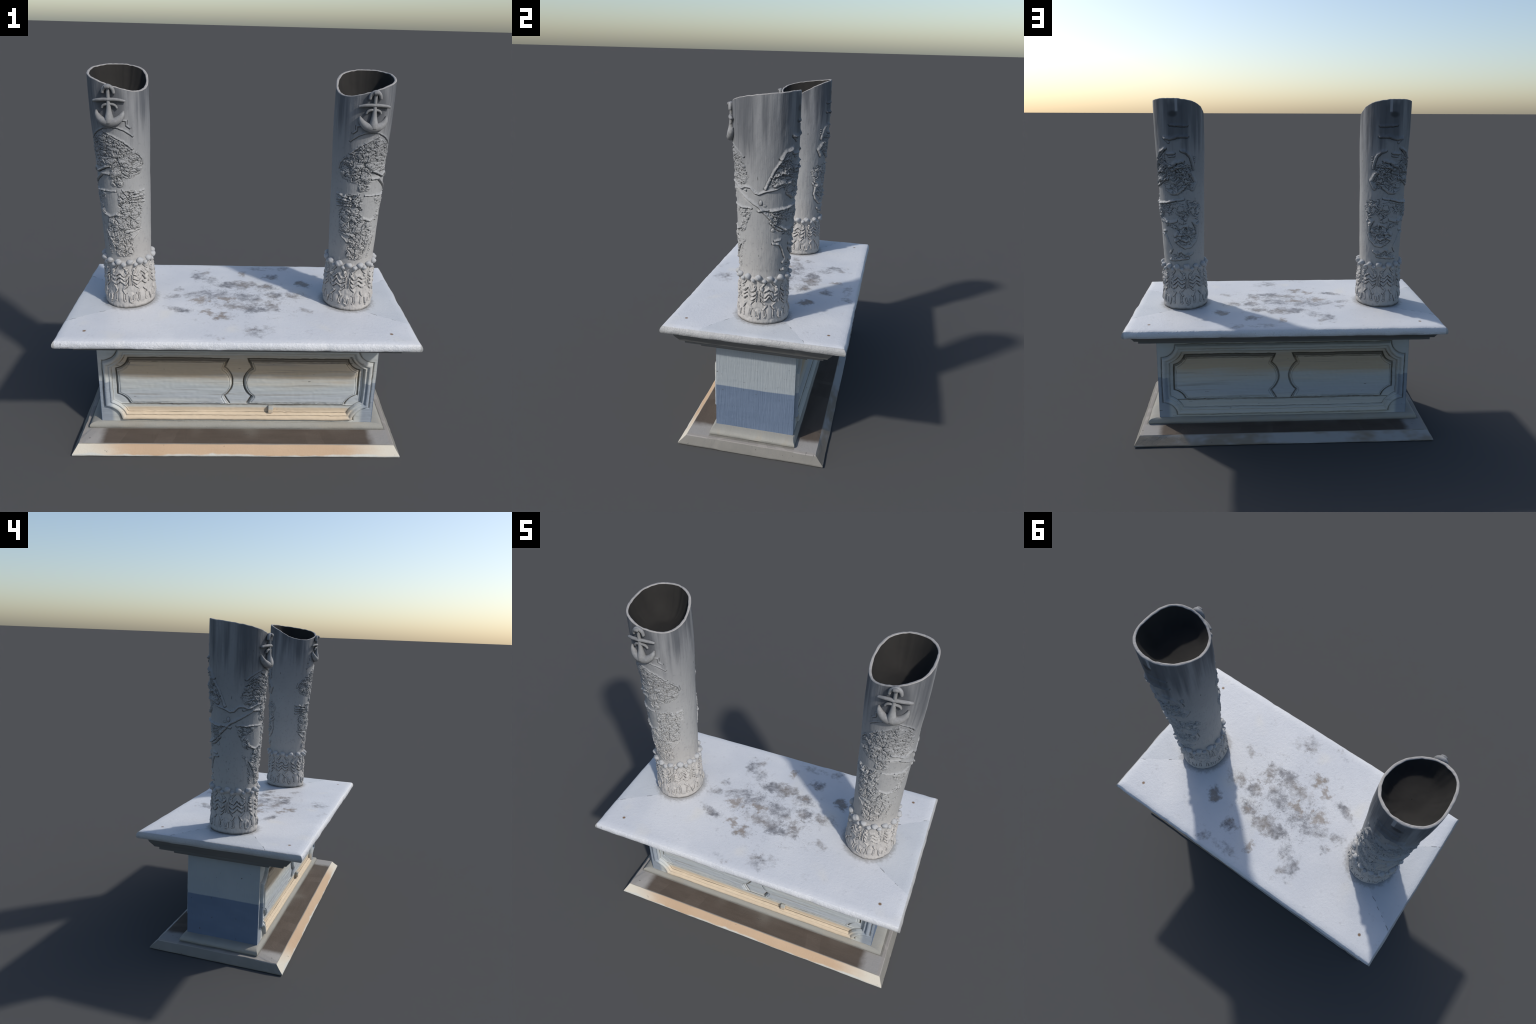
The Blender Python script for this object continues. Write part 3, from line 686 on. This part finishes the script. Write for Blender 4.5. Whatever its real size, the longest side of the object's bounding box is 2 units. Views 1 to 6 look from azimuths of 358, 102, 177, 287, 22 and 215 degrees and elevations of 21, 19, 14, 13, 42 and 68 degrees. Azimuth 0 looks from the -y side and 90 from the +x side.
def build_vase(mats):
    wall, carved, dark, lip, beadm = mats
    root = bpy.data.objects.new("carved_vase", None); bpy.context.collection.objects.link(root)
    NT, NZ = 600, 660
    phi = np.linspace(0, 2 * math.pi, NT, endpoint=False)
    ZTOP = 1.80                                   # rows above this stretch up to the slanting lip
    zl = np.linspace(.745, ZTOP, NZ)
    rel = Relief(phi, np.concatenate([zl, ZTOP + (1.96 - ZTOP) * np.linspace(0, 1, 91)[1:]]))
    carve(rel)
    # lip height around the rim
    lx, ly = plan(phi, np.full(NT, 1.95))
    zt = rim_height(lx, ly) + .0014 * vnoise(phi / (2 * math.pi) * 48, phi * 0, 81, 48) - .0025
    tl = np.arctan2(ly, lx)
    zt = np.minimum(zt + .014 * np.exp(-((tl - 2.5) / .55) ** 2), 1.9965)
    rows = []
    for i in range(NZ + 90):
        f = 0.0 if i < NZ else (i - NZ + 1) / 90
        z = np.full(NT, zl[i]) if i < NZ else ZTOP + (zt - ZTOP) * f
        x, y = plan(phi, z); nx, ny = surface_normal(phi, z)
        h = rel.H[i] + .0006 * vnoise(phi / (2 * math.pi) * 60, z * 25, 83, 60)
        # rear soot pocket is a shallow drilled hole
        rows.append(np.stack([x + nx * h, y + ny * h, z - VZ], 1))
    V = np.array(rows)
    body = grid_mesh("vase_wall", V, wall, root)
    # worn lip: rolls over from the wall to the hollow
    ex, ey = V[-1, :, 0], V[-1, :, 1]
    nx, ny = surface_normal(phi, zt)
    th = .0125 + .0022 * vnoise(phi / (2 * math.pi) * 30, phi * 0, 85, 30)
    lipV = []
    for k in range(9):
        t = k / 8
        ins = th * (1 - math.cos(math.pi * t)) / 2; rise = .0042 * math.sin(math.pi * t) ** .7
        bumpy = .0008 * vnoise(phi / (2 * math.pi) * 90, np.full(NT, k * .6), 87, 90) * (0 < k < 8)
        lipV.append(np.stack([ex - nx * ins, ey - ny * ins, V[-1, :, 2] + rise + bumpy], 1))
    lipV = np.array(lipV)
    grid_mesh("lip", lipV, lip, root)
    # hollow: inner wall down to a rounded floor
    last = lipV[-1]; inn = []
    floor = FLOOR - VZ
    c = last[:, :2].mean(0)
    for k in range(33):
        t = k / 32
        sc = math.cos(t * math.pi / 2 * .995)                        # 1 at the lip, 0 on the axis
        zz = floor + (last[:, 2] - floor) * (sc ** BOWL) + .003 * vnoise(phi / (2 * math.pi) * 10, np.full(NT, t * 6), 91, 10) * sc * (t > 0)
        inn.append(np.stack([c[0] + (last[:, 0] - c[0]) * sc, c[1] + (last[:, 1] - c[1]) * sc, zz], 1))
    grid_mesh("hollow", np.array(inn), dark, root)
    # foot underside
    bot = V[0]; ub = np.array([bot, bot * [.5, .5, 1], bot * [.01, .01, 1]])
    grid_mesh("foot_underside", ub, wall, root, flip=True)
    # beads: fourteen large with a small one hanging between
    def bead_mesh(name, seed):
        bm = bmesh.new(); bmesh.ops.create_icosphere(bm, subdivisions=4, radius=1)
        rng = np.random.default_rng(seed); k = rng.uniform(1.5, 3.5, (3, 3)); ph = rng.uniform(0, 6, 3)
        for v in bm.verts:
            p = np.array(v.co); v.co = v.co * (1 + .05 * sum(math.sin(float(k[i] @ p) + ph[i]) for i in range(3)))
        me = bpy.data.meshes.new(name); bm.to_mesh(me); bm.free()
        me.polygons.foreach_set("use_smooth", [True] * len(me.polygons)); me.materials.append(beadm)
        return me
    meshes = [bead_mesh("bead", s_) for s_ in (1, 2, 3)]
    rng = np.random.default_rng(17)
    for k in range(28):
        big = k % 2 == 0
        a = math.radians(12.86 + 12.857 * k + rng.uniform(-1.5, 1.5))
        z = (1.024 if big else 1.008) + rng.uniform(-.002, .002)
        r = (.0174 if big else .0126) * rng.uniform(.92, 1.1)
        px, py = plan(np.array(a), np.array(z)); nx, ny = surface_normal(a, z)
        ob = bpy.data.objects.new("bead", meshes[k % 3]); bpy.context.collection.objects.link(ob)
        ob.parent = root
        l = .0065 if big else .0085
        ob.location = (px + nx * l, py + ny * l, z - VZ)
        ob.scale = (r * rng.uniform(.95, 1.12), r * .95, r * rng.uniform(.85, .98)); ob.rotation_euler = (0, 0, math.atan2(ny, nx) + math.pi / 2)
    # anchor hung from the lip, standing proud of the wall
    A = .018
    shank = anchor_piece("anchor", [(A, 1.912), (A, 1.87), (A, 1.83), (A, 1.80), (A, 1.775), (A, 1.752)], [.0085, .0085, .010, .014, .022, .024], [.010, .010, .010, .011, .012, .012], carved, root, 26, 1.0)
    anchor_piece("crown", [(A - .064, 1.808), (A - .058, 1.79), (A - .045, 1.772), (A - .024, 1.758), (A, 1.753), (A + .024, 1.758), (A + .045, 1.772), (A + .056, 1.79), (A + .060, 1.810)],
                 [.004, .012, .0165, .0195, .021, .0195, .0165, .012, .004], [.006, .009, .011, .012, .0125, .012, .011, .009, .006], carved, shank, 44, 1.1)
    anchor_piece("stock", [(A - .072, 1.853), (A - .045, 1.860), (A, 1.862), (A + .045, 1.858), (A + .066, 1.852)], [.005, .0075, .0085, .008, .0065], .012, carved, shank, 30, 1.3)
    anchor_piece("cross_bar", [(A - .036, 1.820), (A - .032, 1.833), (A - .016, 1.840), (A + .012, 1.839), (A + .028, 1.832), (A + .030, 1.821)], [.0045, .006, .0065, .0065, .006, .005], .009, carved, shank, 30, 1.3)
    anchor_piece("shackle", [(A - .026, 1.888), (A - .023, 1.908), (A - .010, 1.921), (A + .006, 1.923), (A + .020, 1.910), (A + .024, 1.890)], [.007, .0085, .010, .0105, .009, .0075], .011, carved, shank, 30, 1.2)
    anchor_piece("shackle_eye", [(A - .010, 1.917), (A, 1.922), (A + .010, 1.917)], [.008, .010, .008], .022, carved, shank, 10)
    return root

FLOOR = 1.841
BOWL = 4.2

# ------------------------------------------------------------------ assemble
for o in list(bpy.data.objects): bpy.data.objects.remove(o)
build_pedestal()
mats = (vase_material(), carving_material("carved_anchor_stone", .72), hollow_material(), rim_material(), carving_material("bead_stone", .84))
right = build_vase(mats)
right.location = (VX, 0, VZ)
def mirror_copy(src, parent):
    ob = src.copy(); bpy.context.collection.objects.link(ob)
    ob.parent = parent
    for ch in [c for c in bpy.data.objects if c.parent == src]: mirror_copy(ch, ob)
    return ob
left = mirror_copy(right, None)
left.location = (-VX, 0, VZ + .0005); left.scale = (-1, 1, 1)
for v in (right, left):
    v["label"] = "tall hollow carved stone vase with slanted lip and anchor relief"; v["category"] = "stone vase"
